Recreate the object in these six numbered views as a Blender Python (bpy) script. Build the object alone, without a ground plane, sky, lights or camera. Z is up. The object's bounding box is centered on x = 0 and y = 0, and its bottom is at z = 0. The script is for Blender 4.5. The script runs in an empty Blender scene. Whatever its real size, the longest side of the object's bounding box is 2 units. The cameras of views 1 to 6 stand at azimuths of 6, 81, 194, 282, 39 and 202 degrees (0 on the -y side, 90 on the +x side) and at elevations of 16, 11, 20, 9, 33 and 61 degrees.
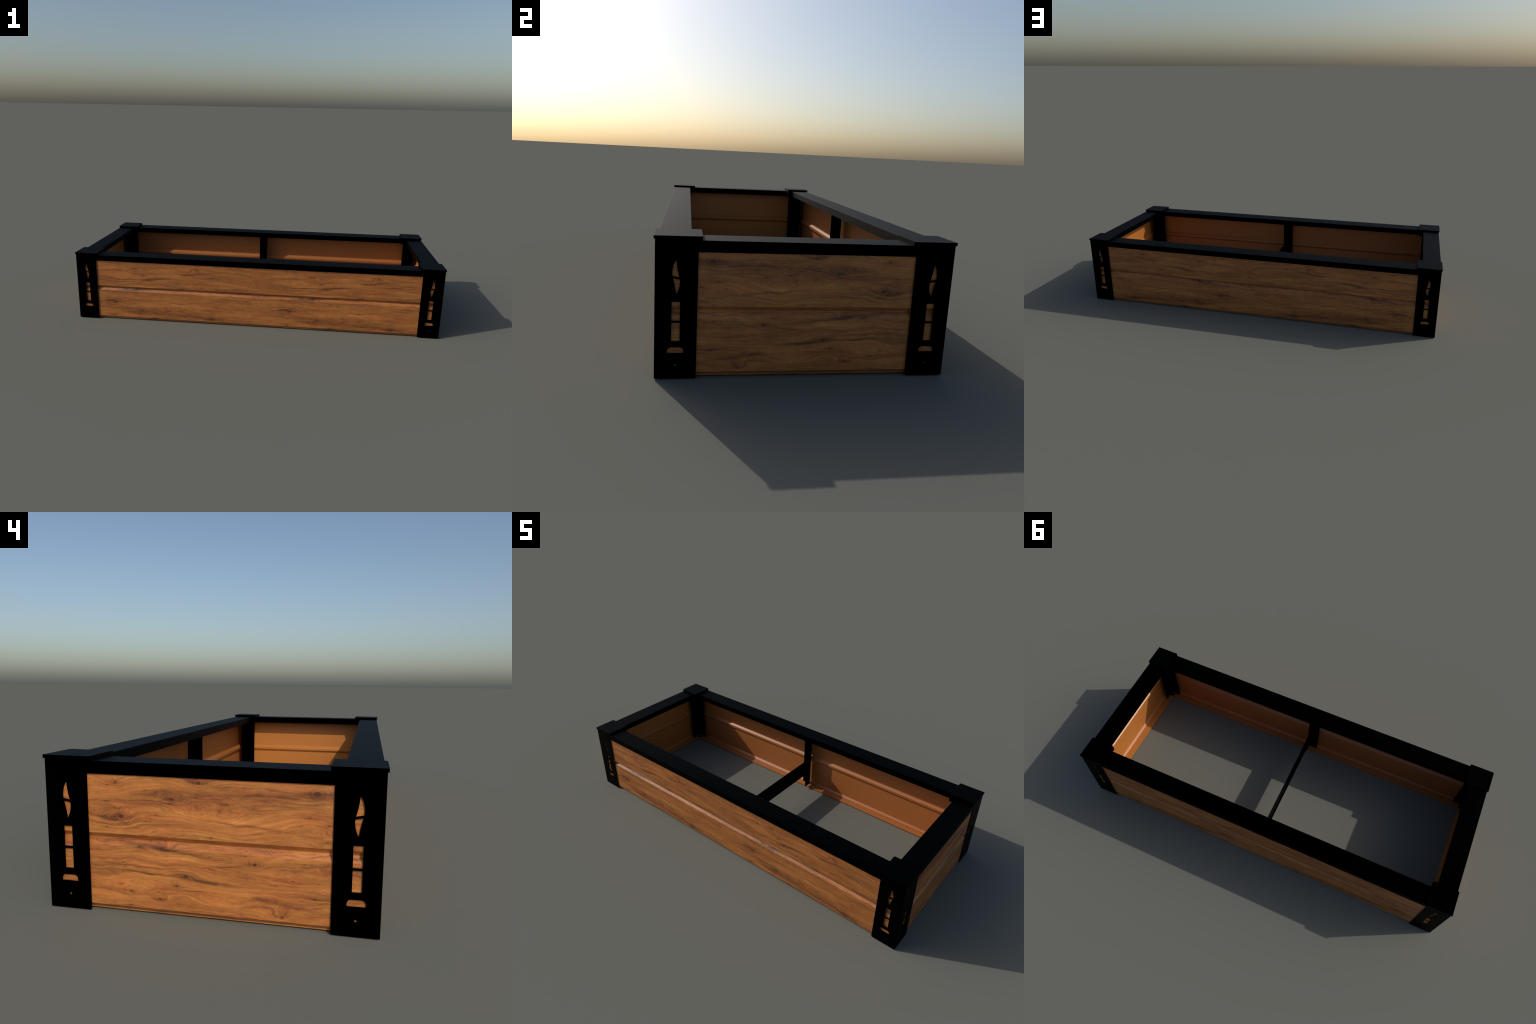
"""Raised garden bed: six profiled wood-grain wall panels held by black sheet-metal
corner posts with leaf-shaped cut-outs, capped corners, a U-channel top rail and a
cross tie between two angle braces in the middle of the long sides."""
import bpy, bmesh, math
from mathutils import Vector

# ------------------------------------------------------------------ dimensions (metres)
HX, HY = 1.000, 0.4052            # cap outer edge
CAP_W = 0.1225
CAP_TOP, CAP_SKIRT, CAP_DEEP = 0.3825, 0.3738, 0.3425
POST_X, POST_Y = 0.9968, 0.4018   # outer faces of the corner posts
POST_WX, POST_WY = 0.1126, 0.1092 # width of the post leaf on the long / short side
CUT_X, CUT_Y = 0.0580, 0.0542     # centre of the cut-outs, from the outer corner
POST_T = 0.0018
PAN_X, PAN_Y = 0.9916, 0.3966     # outer faces of the wall panels
SEAM_X = -0.0135                  # butt joint of the two panels of a long side
RAIL_T = 0.0015
RAIL_TOP, RAIL_LIP = 0.3715, 0.3410
RAIL_XO, RAIL_XI = 0.9956, 0.9034
RAIL_YO, RAIL_YI = 0.4003, 0.3092
BR_X, BR_Y, BR_T = 0.9585, 0.3700, 0.0015   # inner corner angle / brace plane
TIE_LO, TIE_HI = 0.0984, 0.1970


# ------------------------------------------------------------------ node helpers
class Graph:
    """Tiny expression builder for shader math."""
    def __init__(self, mat):
        self.t = mat.node_tree
        self.n = self.t.nodes

    def put(self, sock, val):
        if isinstance(val, (int, float)):
            sock.default_value = val
        elif isinstance(val, (tuple, list)):
            sock.default_value = val
        else:
            self.t.links.new(val, sock)

    def m(self, op, a, b=0.0, c=0.0, clamp=False):
        nd = self.n.new("ShaderNodeMath")
        nd.operation = op
        nd.use_clamp = clamp
        for s, v in zip(nd.inputs, (a, b, c)):
            self.put(s, v)
        return nd.outputs[0]

    def add(self, a, b): return self.m("ADD", a, b)
    def mul(self, a, b): return self.m("MULTIPLY", a, b)
    def sub(self, a, b): return self.m("SUBTRACT", a, b)
    def mad(self, a, b, c): return self.m("MULTIPLY_ADD", a, b, c)

    def vec(self, x, y, z=0.0):
        nd = self.n.new("ShaderNodeCombineXYZ")
        for s, v in zip(nd.inputs, (x, y, z)):
            self.put(s, v)
        return nd.outputs[0]

    def noise(self, vec, detail=3.0, rough=0.55, scale=1.0, dist=0.0):
        nd = self.n.new("ShaderNodeTexNoise")
        nd.noise_dimensions = "3D"
        self.put(nd.inputs["Vector"], vec)
        nd.inputs["Scale"].default_value = scale
        nd.inputs["Detail"].default_value = detail
        nd.inputs["Roughness"].default_value = rough
        nd.inputs["Distortion"].default_value = dist
        return nd.outputs["Fac"]

    def smooth(self, v, lo, hi, a=0.0, b=1.0):
        nd = self.n.new("ShaderNodeMapRange")
        nd.interpolation_type = "SMOOTHSTEP"
        for s, x in zip(nd.inputs[:5], (v, lo, hi, a, b)):
            self.put(s, x)
        return nd.outputs[0]

    def bump2(self, s, t, cs, ct, ls, lt, tilt=0.0):
        """Gaussian blob exp(-(ds/ls)^2-(dt/lt)^2), optionally tilted (dt += tilt*ds)."""
        nd = self.n.new("ShaderNodeGroup")
        nd.node_tree = blob_group()
        for k, val in zip(("s", "t", "cs", "ct", "ks", "kt", "tilt"), (s, t, cs, ct, 1.0 / ls, 1.0 / lt, -tilt)):
            self.put(nd.inputs[k], val)
        return nd.outputs[0]

    def ramp(self, fac, stops):
        nd = self.n.new("ShaderNodeValToRGB")
        el = nd.color_ramp.elements
        while len(el) < len(stops):
            el.new(0.5)
        for e, (p, c) in zip(el, stops):
            e.position = p
            e.color = (*c, 1.0)
        self.put(nd.inputs[0], fac)
        return nd.outputs[0]

    def mix(self, fac, a, b, mode="MIX"):
        nd = self.n.new("ShaderNodeMix")
        nd.data_type = "RGBA"
        nd.blend_type = mode
        self.put(nd.inputs[0], fac)
        self.put(nd.inputs[6], a if not isinstance(a, tuple) else (*a, 1.0))
        self.put(nd.inputs[7], b if not isinstance(b, tuple) else (*b, 1.0))
        return nd.outputs[2]


def blob_group():
    """Shared node group: one Gaussian blob on the board."""
    tree = bpy.data.node_groups.get("grain_blob")
    if tree:
        return tree
    tree = bpy.data.node_groups.new("grain_blob", "ShaderNodeTree")
    for k in ("s", "t", "cs", "ct", "ks", "kt", "tilt"):
        tree.interface.new_socket(k, in_out="INPUT", socket_type="NodeSocketFloat")
    tree.interface.new_socket("blob", in_out="OUTPUT", socket_type="NodeSocketFloat")
    g = Graph.__new__(Graph)
    g.t, g.n = tree, tree.nodes
    i = g.n.new("NodeGroupInput").outputs
    ds = g.sub(i["s"], i["cs"])
    dt = g.mad(ds, i["tilt"], g.sub(i["t"], i["ct"]))
    a, b = g.mul(ds, i["ks"]), g.mul(dt, i["kt"])
    r2 = g.mad(a, a, g.mul(b, b))
    out = g.n.new("NodeGroupOutput")
    g.put(out.inputs[0], g.m("POWER", math.e, g.mul(r2, -1.0)))
    return tree


def new_mat(name):
    mat = bpy.data.materials.new(name)
    mat.use_nodes = True
    return mat, Graph(mat), mat.node_tree.nodes["Principled BSDF"]


# ------------------------------------------------------------------ materials
def black_metal():
    mat, g, p = new_mat("black_powder_coat")
    co = g.n.new("ShaderNodeTexCoord").outputs["Object"]
    n = g.noise(co, 2.0, 0.5, 260.0)
    g.put(p.inputs["Base Color"], (0.0, 0.0, 0.0, 1.0))
    p.inputs["Metallic"].default_value = 1.0
    g.put(p.inputs["Roughness"], g.mad(n, 0.04, 0.68))
    return mat


def plain_brown(name, col):
    """Unprinted inner side of the sheet."""
    mat, g, p = new_mat(name)
    co = g.n.new("ShaderNodeTexCoord").outputs["Object"]
    n = g.noise(co, 2.0, 0.5, 90.0)
    g.put(p.inputs["Base Color"], g.mix(n, tuple(c * 0.98 for c in col), tuple(c * 1.02 for c in col)))
    p.inputs["Roughness"].default_value = 0.40
    return mat


# knots: centre s, t, eye radius, how far the grain bends, darkness (in the short panel's frame)
KNOTS = (
    (0.2097, 0.2407, 0.0100, 0.016, 0.75),
    (-0.1164, 0.1462, 0.0080, 0.020, 0.65),
    (0.1083, 0.1685, 0.0070, 0.012, 0.70),
    (0.1650, 0.1690, 0.0075, -0.014, 0.50),
    (0.0492, 0.1041, 0.0085, -0.014, 0.95),
    (0.0723, 0.0786, 0.0050, 0.006, 0.85),
    (0.1148, 0.0422, 0.0055, 0.026, 1.00),
    (-0.2552, 0.3177, 0.0110, 0.014, 0.70),
    (0.0170, 0.3302, 0.0090, 0.022, 0.65),
    (0.0817, 0.2881, 0.0065, 0.010, 0.75),
    (0.2220, 0.3223, 0.0080, 0.018, 0.70),
    (-0.1817, 0.0260, 0.0090, 0.030, 0.35),
    (0.1890, 0.0560, 0.0075, 0.016, 0.50),
)
RINGED = (0, 1, 6, 7, 8, 11)
# pin knots and specks: centre s, t
SPECKS = ((0.248, 0.276), (0.224, 0.260), (0.248, 0.212), (0.121, 0.247), (0.022, 0.295), (-0.013, 0.203), (0.089, 0.278), (0.244, 0.315),
          (-0.050, 0.283), (-0.112, 0.277), (-0.240, 0.263), (-0.283, 0.248), (-0.280, 0.210), (0.208, 0.127), (0.140, 0.181), (0.204, 0.058),
          (0.183, 0.053), (0.190, 0.021), (-0.094, 0.165), (-0.230, 0.156), (-0.255, 0.076), (-0.263, 0.113), (-0.086, 0.022))
# dark streaks: centre s, t, half length, half width, slope, strength
STREAKS = (
    (-0.1000, 0.2350, 0.0900, 0.0032, 0.0850, 0.6000),
    (0.0800, 0.1640, 0.1100, 0.0045, 0.1100, 0.5500),
    (0.0200, 0.0700, 0.0450, 0.0012, 0.0000, 0.6500),
    (-0.0100, 0.0950, 0.0600, 0.0050, 0.0600, 0.6000),
    (-0.0200, 0.3020, 0.3000, 0.0144, 0.0000, 0.2604),
    (-0.1700, 0.3080, 0.1500, 0.0144, -0.0300, 0.2480),
    (0.0800, 0.2750, 0.1400, 0.0088, -0.0200, 0.1860),
    (-0.1800, 0.0560, 0.0900, 0.0060, 0.1200, 0.4000),
    (-0.2500, 0.0800, 0.0700, 0.0050, 0.0000, 0.3500),
    (0.2500, 0.2350, 0.0600, 0.0045, 0.2200, 0.3500),
    (0.1500, 0.1200, 0.1100, 0.0025, 0.0500, 0.3500),
    (0.1700, 0.1070, 0.1200, 0.0020, 0.0600, 0.3500),
    (-0.0500, 0.1360, 0.0400, 0.0025, -0.1000, 0.4000),
)
# cathedral arches of the grain: centre s, t, half length, half height, rise
ARCHES = (
    (-0.020, 0.2480, 0.110, 0.0200, 0.040),
    (0.160, 0.0900, 0.090, 0.0260, -0.036),
    (-0.200, 0.1120, 0.085, 0.0240, 0.036),
    (0.110, 0.3100, 0.100, 0.0180, -0.034),
    (-0.050, 0.0430, 0.075, 0.0190, 0.040),
    (0.260, 0.2250, 0.060, 0.0180, 0.030),
    (-0.230, 0.2500, 0.080, 0.0200, -0.032),
)
# light, honey-coloured patches
LIGHTS = (
    (0.060, 0.2520, 0.230, 0.0160, 0.000, 0.45),
    (0.000, 0.2080, 0.280, 0.0130, 0.000, 0.45),
    (-0.080, 0.2440, 0.070, 0.0080, 0.100, 0.45),
    (0.080, 0.1480, 0.060, 0.0090, 0.000, 0.35),
    (-0.020, 0.0460, 0.050, 0.0090, 0.060, 0.45),
    (-0.150, 0.1640, 0.150, 0.0090, 0.000, 0.30),
    (-0.200, 0.1300, 0.090, 0.0070, 0.000, 0.30),
)


def wood_grain(name, axis, scale_s, off_s, flip, gain):
    """Printed wood grain in (s, t): along and across the boards.
    flip turns the print upside down, as it lies on the long panels."""
    mat, g, p = new_mat(name)
    sep = g.n.new("ShaderNodeSeparateXYZ")
    g.put(sep.inputs[0], g.n.new("ShaderNodeTexCoord").outputs["Object"])
    s = g.mad(sep.outputs[axis], scale_s, off_s)
    t = g.mad(sep.outputs[2], -1.0, 0.345) if flip else sep.outputs[2]

    # grain lines follow h: t bent by slow noise and pushed round the knots
    w1 = g.noise(g.vec(g.mul(s, 5.0), g.mul(t, 13.0), 3.1), 2.0, 0.5)
    w2 = g.noise(g.vec(g.mul(s, 17.0), g.mul(t, 38.0), 8.4), 2.0, 0.5)
    w3 = g.noise(g.vec(g.mul(s, 55.0), g.mul(t, 110.0), 4.4), 3.0, 0.6)
    h = g.mad(g.sub(w1, 0.5), 0.046, t)
    h = g.mad(g.sub(w2, 0.5), 0.018, h)
    h = g.mad(g.sub(w3, 0.5), 0.0030, h)
    for (cs, ct, ls, lt, rise) in ARCHES:
        h = g.mad(g.bump2(s, t, cs, ct, ls, lt), rise * 0.52, h)
    eyes = rings = None
    for i, (cs, ct, r, bend, dark) in enumerate(KNOTS):
        ringed = i in RINGED
        halo = g.bump2(s, t, cs, ct, r * 4.2, r * 1.9)
        h = g.mad(halo, bend * 1.0, h)
        eye = g.mul(g.bump2(s, t, cs, ct, r * 0.56, r * 0.44), dark)
        if ringed:
            q = g.m("SQRT", g.m("ABSOLUTE", g.m("LOGARITHM", g.m("MAXIMUM", g.bump2(s, t, cs, ct, r * 1.5, r * 1.1), 1e-6), math.e)))
            wob = g.mad(g.sub(w3, 0.5), 1.6, g.mul(q, 9.0))
            ring = g.mul(g.m("COSINE", wob), g.mul(g.bump2(s, t, cs, ct, r * 2.3, r * 1.6), 0.070))
            rings = ring if rings is None else g.add(rings, ring)
        smear = g.mul(g.bump2(s, t, cs, ct, r * 3.2, r * 0.8), dark * 0.36)
        e = g.m("MAXIMUM", eye, smear)
        eyes = e if eyes is None else g.m("MAXIMUM", eyes, e)

    tone = g.noise(g.vec(g.mul(s, 3.0), g.mul(h, 30.0), 1.7), 3.0, 0.6)
    band = g.noise(g.vec(g.mul(s, 5.5), g.mul(h, 165.0), 5.2), 5.0, 0.65)
    line = g.noise(g.vec(g.mul(s, 11.0), g.mul(h, 540.0), 9.3), 4.0, 0.65)
    fibre = g.noise(g.vec(g.mul(s, 70.0), g.mul(h, 1500.0), 2.9), 2.0, 0.6)
    fleck = g.noise(g.vec(g.mul(s, 75.0), g.mul(t, 170.0), 6.6), 1.0, 0.5)
    mottle = g.noise(g.vec(g.mul(s, 34.0), g.mul(t, 70.0), 15.1), 3.0, 0.6)
    hue = g.noise(g.vec(g.mul(s, 9.0), g.mul(h, 70.0), 12.5), 3.0, 0.6)

    v = g.mad(g.sub(tone, 0.5), 0.66, 0.525)
    v = g.mad(g.sub(band, 0.5), 0.86, v)
    v = g.mad(g.sub(line, 0.5), 0.66, v)
    v = g.mad(g.sub(fibre, 0.5), 0.46, v)
    v = g.mad(g.sub(mottle, 0.5), 0.36, v)
    # thin dark annual lines where the band noise crosses a level
    for level, k in ((0.41, 0.18), (0.50, 0.19), (0.59, 0.13)):
        edge = g.m("ABSOLUTE", g.sub(band, level))
        v = g.sub(v, g.mul(g.smooth(edge, 0.0, 0.013, k, 0.0), g.smooth(tone, 0.66, 0.42)))
    for (cs, ct, ls, lt, tilt, k) in STREAKS:
        b = g.bump2(s, g.mad(g.sub(w2, 0.5), 0.012, t), cs, ct, ls, lt, tilt)
        b = g.mul(b, g.mad(line, 1.7, 0.15))
        v = g.mad(b, -k * 0.62, v)
    for (cs, ct, ls, lt, tilt, k) in LIGHTS:
        b = g.bump2(s, g.mad(g.sub(w1, 0.5), 0.020, t), cs, ct, ls, lt, tilt)
        v = g.mad(b, k * 0.40, v)
    for i, (cs, ct) in enumerate(SPECKS):
        b = g.m("MAXIMUM", g.mul(g.bump2(s, t, cs, ct, 0.0030 + 0.0008 * (i % 3), 0.0019), 0.42),
                g.mul(g.bump2(s, t, cs, ct, 0.0130 + 0.004 * (i % 4), 0.0026), 0.15))
        v = g.sub(v, b)
    v = g.add(v, rings)
    v = g.sub(v, g.mul(eyes, 0.98))
    v = g.sub(v, g.smooth(fleck, 0.74, 0.84, 0.0, 0.28))

    col = g.ramp(v, (
        (0.00, (0.078, 0.026, 0.011)),
        (0.22, (0.178, 0.058, 0.019)),
        (0.42, (0.318, 0.109, 0.029)),
        (0.62, (0.450, 0.160, 0.040)),
        (0.82, (0.560, 0.219, 0.058)),
        (1.00, (0.670, 0.288, 0.088)),
    ))
    # slow drift between golden and reddish brown
    col = g.mix(g.smooth(hue, 0.35, 0.65), g.mix(1.0, col, (1.03, 0.965, 0.97), "MULTIPLY"),
                g.mix(1.0, col, (0.96, 1.05, 0.98), "MULTIPLY"))
    col = g.mix(1.0, col, (gain, gain, gain), "MULTIPLY")
    g.put(p.inputs["Base Color"], col)
    p.inputs["Roughness"].default_value = 0.42
    return mat


# ------------------------------------------------------------------ mesh helpers
def add_object(name, mesh, mats, parent, angle=30):
    ob = bpy.data.objects.new(name, mesh)
    bpy.context.collection.objects.link(ob)
    for m in mats:
        mesh.materials.append(m)
    mesh.polygons.foreach_set("use_smooth", [True] * len(mesh.polygons))
    mesh.set_sharp_from_angle(angle=math.radians(angle))
    ob.parent = parent
    return ob


def finish(bm, name):
    bmesh.ops.recalc_face_normals(bm, faces=bm.faces)
    me = bpy.data.meshes.new(name)
    bm.to_mesh(me)
    bm.free()
    return me


def fillet(points, radius, steps=3, keep=()):
    """Round the inner corners of an open polyline, except those listed in keep."""
    out = [Vector(points[0])]
    for k, (a, b, c) in enumerate(zip(points, points[1:], points[2:]), 1):
        a, b, c = Vector(a), Vector(b), Vector(c)
        if k in keep:
            out.append(b)
            continue
        r = min(radius, 0.45 * (a - b).length, 0.45 * (c - b).length)
        p, q = b + (a - b).normalized() * r, b + (c - b).normalized() * r
        for i in range(steps + 1):
            u = i / steps
            out.append((1 - u) ** 2 * p + 2 * u * (1 - u) * b + u * u * q)
    out.append(Vector(points[-1]))
    return out


def loft(bm, section, ends, mat_of=None):
    """Sweep a closed 2D section between two end placements; ends(k, p) -> 3D point."""
    rings = [[bm.verts.new(ends(k, p)) for p in section] for k in (0, 1)]
    n = len(section)
    for i in range(n):
        j = (i + 1) % n
        f = bm.faces.new((rings[0][i], rings[0][j], rings[1][j], rings[1][i]))
        if mat_of:
            f.material_index = mat_of(i)
    for r in rings:
        bm.faces.new(r)


def plate(outline, holes, thickness):
    """Sheet-metal blank in the (x, y) plane, z from 0 to thickness, with cut-outs."""
    cu = bpy.data.curves.new("blank", "CURVE")
    cu.dimensions = "2D"
    cu.fill_mode = "BOTH"
    cu.extrude = thickness / 2
    for loop in (outline, *holes):
        sp = cu.splines.new("POLY")
        sp.points.add(len(loop) - 1)
        for pt, (x, y) in zip(sp.points, loop):
            pt.co = (x, y, 0, 1)
        sp.use_cyclic_u = True
    ob = bpy.data.objects.new("blank", cu)
    me = bpy.data.meshes.new_from_object(ob)
    bm = bmesh.new()
    bm.from_mesh(me)
    bpy.data.objects.remove(ob)
    bpy.data.curves.remove(cu)
    bpy.data.meshes.remove(me)
    bmesh.ops.remove_doubles(bm, verts=bm.verts, dist=1e-6)
    for v in bm.verts:
        v.co.z += thickness / 2
    return bm


def place(bm, into, fn):
    """Copy bm into another bmesh through a point mapping."""
    vm = {v: into.verts.new(fn(v.co)) for v in bm.verts}
    for f in bm.faces:
        try:
            into.faces.new([vm[v] for v in f.verts])
        except ValueError:
            pass
    bm.free()


def box(bm, lo, hi):
    vs = [bm.verts.new((x, y, z)) for x in (lo[0], hi[0]) for y in (lo[1], hi[1]) for z in (lo[2], hi[2])]
    for q in ((0, 1, 3, 2), (4, 6, 7, 5), (0, 4, 5, 1), (2, 3, 7, 6), (0, 2, 6, 4), (1, 5, 7, 3)):
        bm.faces.new([vs[i] for i in q])


def circle(cx, cy, r, n=20):
    return [(cx + r * math.cos(2 * math.pi * i / n), cy + r * math.sin(2 * math.pi * i / n)) for i in range(n)]


def bezier(p0, p1, p2, p3, n=14):
    out = []
    for i in range(n):
        u = i / n
        a, b, c, d = (1 - u) ** 3, 3 * u * (1 - u) ** 2, 3 * u * u * (1 - u), u ** 3
        out.append((a * p0[0] + b * p1[0] + c * p2[0] + d * p3[0], a * p0[1] + b * p1[1] + c * p2[1] + d * p3[1]))
    return out


def flat_broad_faces(ob):
    """Keep broad faces flat-shaded next to their small bend radii."""
    md = ob.modifiers.new("weighted_normals", "WEIGHTED_NORMAL")
    md.mode = "FACE_AREA"
    md.weight = 50
    md.keep_sharp = True
    return ob


def bevelled(ob, width, segments=2, angle=40):
    md = ob.modifiers.new("soft_edges", "BEVEL")
    md.width = width
    md.segments = segments
    md.limit_method = "ANGLE"
    md.angle_limit = math.radians(angle)
    md.harden_normals = False
    return ob


# ------------------------------------------------------------------ cut-outs of a corner post
def cutouts(c):
    """Leaf in two halves, two windows, a D-shaped slot and a bolt hole.
    x runs from the outer corner inwards, c is the centre line."""
    leaf_up = (bezier((c, 0.3207), (c - 0.0085, 0.309), (c - 0.0110, 0.296), (c - 0.0100, 0.2782)) +
               bezier((c - 0.0100, 0.2782), (c - 0.004, 0.2768), (c + 0.002, 0.2754), (c + 0.0083, 0.2742), 3) +
               bezier((c + 0.0083, 0.2742), (c + 0.0040, 0.288), (c + 0.0015, 0.301), (c, 0.3207)))
    leaf_dn = (bezier((c - 0.0085, 0.2722), (c - 0.002, 0.2712), (c + 0.004, 0.2698), (c + 0.0095, 0.2685), 3) +
               bezier((c + 0.0095, 0.2685), (c + 0.0100, 0.252), (c + 0.0070, 0.240), (c + 0.0002, 0.2282)) +
               bezier((c + 0.0002, 0.2282), (c - 0.0020, 0.245), (c - 0.0040, 0.256), (c - 0.0085, 0.2722)))
    win = [[(c - 0.0109, lo), (c + 0.0109, lo), (c + 0.0109, hi), (c - 0.0109, hi)]
           for lo, hi in ((0.1032, 0.1535), (0.1589, 0.2098))]
    d = [(c - 0.0214, 0.0704), (c + 0.0214, 0.0704)]
    d += bezier((c + 0.0214, 0.0740), (c + 0.0214, 0.0810), (c + 0.0180, 0.0865), (c + 0.0110, 0.0865), 8)
    d += [(c + 0.0110, 0.0865), (c - 0.0110, 0.0865)]
    d += bezier((c - 0.0110, 0.0865), (c - 0.0180, 0.0865), (c - 0.0214, 0.0810), (c - 0.0214, 0.0740), 8)[1:]
    return [leaf_up, leaf_dn, *win, d, circle(c, 0.0373, 0.0031)]


def post_outline(w, top=0.3780, r=0.005):
    foot = [(w - r + r * math.sin(a), r - r * math.cos(a)) for a in [math.pi / 2 * i / 5 for i in range(6)]]
    return [(0.0, 0.0), *foot, (w, top), (0.0, top)]


def corner_post(sx, sy, parent, metal):
    bm = bmesh.new()
    for along_x, w, c in ((True, POST_WX, CUT_X), (False, POST_WY, CUT_Y)):
        pl = plate(post_outline(w), cutouts(c), POST_T)
        for v in pl.verts:                       # mitre at the folded corner
            if v.co.x < 1e-6:
                v.co.x += v.co.z
        gone = [f for f in pl.faces if all(abs(v.co.x - v.co.z) < 1e-6 for v in f.verts)]
        bmesh.ops.delete(pl, geom=gone, context="FACES_ONLY")
        if along_x:
            place(pl, bm, lambda q: (sx * (POST_X - q.x), sy * (POST_Y - q.z), q.y))
        else:
            place(pl, bm, lambda q: (sx * (POST_X - q.z), sy * (POST_Y - q.x), q.y))
    bmesh.ops.remove_doubles(bm, verts=bm.verts, dist=2e-5)
    fold = [e for e in bm.edges if all(abs(abs(v.co.x) - POST_X) < 1e-5 and abs(abs(v.co.y) - POST_Y) < 1e-5 for v in e.verts)]
    bmesh.ops.bevel(bm, geom=fold, offset=0.0022, segments=4, affect="EDGES", profile=0.5)
    return add_object("corner_post", finish(bm, "corner_post"), [metal], parent)


def post_cap(sx, sy, parent, metal):
    """Folded cap: flat top, shallow skirts outside, a deep skirt round the inner corner."""
    t = 0.0015
    xi, yi = HX - CAP_W, HY - CAP_W
    r = 0.0040
    bm = bmesh.new()
    rim = [(HX, HY)]
    for cx, cy, a0 in ((xi + r, HY - r, 90), (xi + r, yi + r, 180), (HX - r, yi + r, 270)):
        rim += [(cx + r * math.cos(math.radians(a0 + 18 * i)), cy + r * math.sin(math.radians(a0 + 18 * i))) for i in range(6)]
    place(plate(rim, [], t), bm, lambda q: (q.x, q.y, CAP_TOP - t + q.z))
    ob_top = bm
    lo = CAP_TOP - t - 0.0002
    box(ob_top, (HX - t, yi + r, CAP_SKIRT), (HX - 0.0001, HY - t - 0.0001, lo))
    box(ob_top, (xi + r, HY - t, CAP_SKIRT), (HX - 0.0001, HY - 0.0001, lo))
    # skirts over the rails stop on the rail top
    box(ob_top, (xi + 0.0001, RAIL_YI - 0.0012, RAIL_TOP + 0.0004), (xi + t, HY - r, lo))
    box(ob_top, (RAIL_XI - 0.0012, yi + 0.0001, RAIL_TOP + 0.0004), (HX - r, yi + t, lo))
    for v in bm.verts:
        v.co.x *= sx
        v.co.y *= sy
    # inner corner: one sheet with rounded lower corners folded round the rail ends
    for along_x, w in ((True, RAIL_XI - xi - 0.0010), (False, RAIL_YI - yi - 0.0010)):
        r = 0.004
        arc = [(r - r * math.cos(a), CAP_DEEP + r - r * math.sin(a)) for a in [math.pi / 2 * i / 4 for i in range(5)]]
        pl = plate([*arc, (w, CAP_DEEP), (w, lo - 0.0001), (0, lo - 0.0001)], [], t)
        if along_x:
            place(pl, bm, lambda q: (sx * (xi + 0.0002 + q.x), sy * (yi + 0.0002 + q.z), q.y))
        else:
            place(pl, bm, lambda q: (sx * (xi + 0.0003 + q.z), sy * (yi + 0.0020 + q.x), q.y))
    ob = add_object("post_cap", finish(bm, "post_cap"), [metal], parent)
    return bevelled(ob, 0.0007, 2)


def inner_angle(sx, sy, parent, metal):
    """Angle profile inside the corner, standing off both walls, drilled near its foot."""
    z0, z1 = 0.0165, 0.3696
    bm = bmesh.new()
    for along_x, w, hole in ((True, BR_X - 0.9006, 0.0291), (False, BR_Y - 0.3032, 0.0379)):
        pl = plate([(0, z0), (w, z0), (w, z1), (0, z1)], [circle(hole, 0.042, 0.0030, 14)], BR_T)
        off = 0.0 if along_x else BR_T + 0.0002
        for v in pl.verts:
            v.co.x = max(v.co.x, off)
        if along_x:
            place(pl, bm, lambda q: (sx * (BR_X - q.x), sy * (BR_Y - BR_T + q.z), q.y))
        else:
            place(pl, bm, lambda q: (sx * (BR_X - BR_T + q.z), sy * (BR_Y + BR_T - q.x), q.y))
    return add_object("inner_angle", finish(bm, "inner_angle"), [metal], parent)


def floor_bolt(sx, sy, parent, metal):
    """Square-headed fixing where the folded feet of two walls meet."""
    bm = bmesh.new()
    cx, cy, h, r = 0.9500, 0.3576, 0.0092, 0.0045
    rim = []
    for qx, qy, a0 in ((1, 1, 0), (-1, 1, 90), (-1, -1, 180), (1, -1, 270)):
        rim += [(qx * (h - r) + r * math.cos(math.radians(a0 + 22.5 * i)),
                 qy * (h + 0.001 - r) + r * math.sin(math.radians(a0 + 22.5 * i))) for i in range(5)]
    place(plate(rim, [], 0.0030), bm, lambda q: (sx * (cx + q.x), sy * (cy + q.y), 0.0043 + q.z))
    return add_object("floor_bolt", finish(bm, "floor_bolt"), [metal], parent)


# ------------------------------------------------------------------ top rail
def rail_section(outer, inner):
    t, r = RAIL_T, 0.0022
    out = fillet([(outer, RAIL_LIP), (outer, RAIL_TOP), (inner, RAIL_TOP), (inner, RAIL_LIP)], r)
    ins = fillet([(inner + t, RAIL_LIP), (inner + t, RAIL_TOP - t), (outer - t, RAIL_TOP - t), (outer - t, RAIL_LIP)], r * 0.5)
    return [*out, *ins]


def rail(side, sign, parent, metal):
    bm = bmesh.new()
    if side == "long":
        half = 0.9900
        loft(bm, rail_section(RAIL_YO, RAIL_YI), lambda k, p: ((-half, half)[k], sign * p[0], p[1]))
    else:
        half = RAIL_YI - 0.0008
        loft(bm, rail_section(RAIL_XO, RAIL_XI), lambda k, p: (sign * p[0], (-half, half)[k], p[1]))
    return flat_broad_faces(add_object("top_rail", finish(bm, "top_rail"), [metal], parent, 50))


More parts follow.
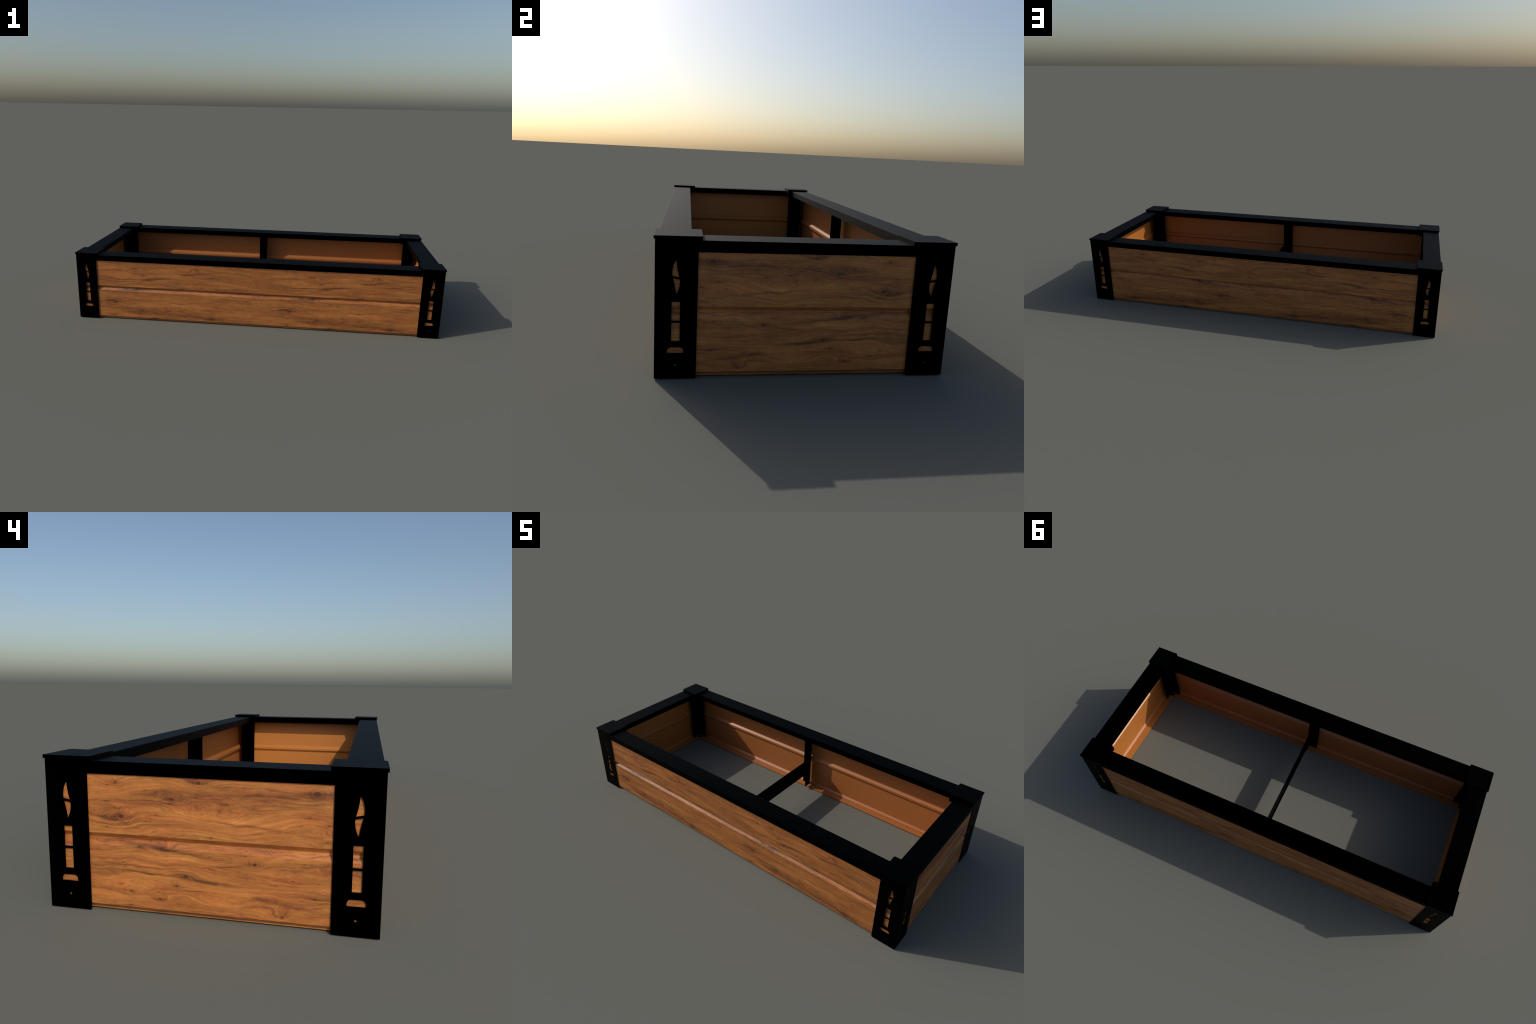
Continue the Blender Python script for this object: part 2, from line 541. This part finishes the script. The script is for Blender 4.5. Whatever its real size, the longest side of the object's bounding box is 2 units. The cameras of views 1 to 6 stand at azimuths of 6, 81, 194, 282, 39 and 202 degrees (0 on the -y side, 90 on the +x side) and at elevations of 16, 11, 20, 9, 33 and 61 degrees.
# ------------------------------------------------------------------ wall panels
def panel_section():
    """(depth from the outer face, z): a rolled sheet with one groove and a folded foot."""
    outer = fillet([(0, 0.3660), (0, 0.1960), (0.0113, 0.1853), (0.0113, 0.1812), (0, 0.1688),
                    (0, 0.0157), (0.0105, 0.0053), (0.0105, 0.0018), (0.0505, 0.0018)], 0.0010, 2, keep=(2,))
    inner = fillet([(0.0505, 0.0042), (0.0130, 0.0042), (0.0130, 0.0066), (0.0022, 0.0178), (0.0022, 0.1665),
                    (0.0136, 0.1782), (0.0136, 0.1908), (0.0022, 0.2003), (0.0022, 0.3660)], 0.0020)
    return outer, inner


def wall_panel(side, sign, lo, hi, origin, parent, mats, mitre_lo, mitre_hi):
    outer, inner = panel_section()
    sec = [*outer, *inner]
    bm = bmesh.new()

    def ends(k, p):
        d, z = p
        if k == 0:
            a = lo + (d + 0.0006 if mitre_lo else 0.0)
        else:
            a = hi - (d + 0.0006 if mitre_hi else 0.0)
        if side == "long":
            return (a - origin, sign * (PAN_Y - d), z)
        return (sign * (PAN_X - d), a - origin, z)

    loft(bm, sec, ends, lambda i: 0 if i < len(outer) - 1 else 1)
    ob = add_object("wall_panel", finish(bm, "wall_panel"), mats, parent, 50)
    ob.location = (origin, 0, 0) if side == "long" else (0, origin, 0)
    return flat_broad_faces(ob)


# ------------------------------------------------------------------ middle braces and cross tie
def middle_brace(sign, parent, metal):
    z0, z1, x0, x1 = 0.0120, 0.3660, -0.0480, 0.0015
    bm = bmesh.new()
    fl = plate([(x0, z0), (x1, z0), (x1, z1), (x0, z1)], [circle(-0.0231, 0.1725, 0.0028, 14)], BR_T)
    place(fl, bm, lambda q: (q.x, sign * (BR_Y + q.z), q.y))
    web = plate([(0.3235, z0), (BR_Y - 0.0001, z0), (BR_Y - 0.0001, z1), (0.3235, z1)],
                [circle(0.3466, 0.1740, 0.0044, 14), circle(0.3466, 0.1230, 0.0044, 14)], BR_T)
    place(web, bm, lambda q: (x1 - q.z, sign * q.x, q.y))
    return add_object("middle_brace", finish(bm, "middle_brace"), [metal], parent)


def cross_tie(parent, metal):
    half, t = 0.3690, 0.0015
    bm = bmesh.new()
    holes = [circle(s * 0.3466, z, 0.0044, 14) for s in (-1, 1) for z in (0.1740, 0.1230)]
    web = plate([(-half, TIE_LO), (half, TIE_LO), (half, TIE_HI), (-half, TIE_HI)], holes, t)
    place(web, bm, lambda q: (-0.0017 - q.z, q.x, q.y))
    box(bm, (-0.0088, -0.3230, TIE_LO), (-0.0033, 0.3230, TIE_LO + t))
    return add_object("cross_tie", finish(bm, "cross_tie"), [metal], parent)


# ------------------------------------------------------------------ assembly
def build():
    metal = black_metal()
    brown_short = plain_brown("plain_brown_short", (0.480, 0.172, 0.0350))
    brown_long = plain_brown("plain_brown_long", (0.385, 0.131, 0.0340))
    grain_short = wood_grain("wood_grain_short", 1, 1.0, 0.0, False, 1.0)
    grain_long = wood_grain("wood_grain_long", 0, -1.0 / 1.17, -0.030, True, 0.88)

    bed = bpy.data.objects.new("raised_garden_bed", None)
    bpy.context.collection.objects.link(bed)
    bed["label"] = "rectangular raised garden bed with wood-grain walls and black metal frame"
    bed["category"] = "garden bed"

    for sx in (-1, 1):
        for sy in (-1, 1):
            post = corner_post(sx, sy, bed, metal)
            post_cap(sx, sy, post, metal)
            inner_angle(sx, sy, post, metal)
            floor_bolt(sx, sy, post, metal)
    for s in (-1, 1):
        rail("long", s, bed, metal)
        rail("short", s, bed, metal)
        wall_panel("long", s, -PAN_X, SEAM_X, -0.500, bed, [grain_long, brown_long], True, False)
        wall_panel("long", s, SEAM_X, PAN_X, 0.480, bed, [grain_long, brown_long], False, True)
        wall_panel("short", s, -PAN_Y, PAN_Y, 0.0, bed, [grain_short, brown_short], True, True)
        middle_brace(s, bed, metal)
    cross_tie(bed, metal)


build()
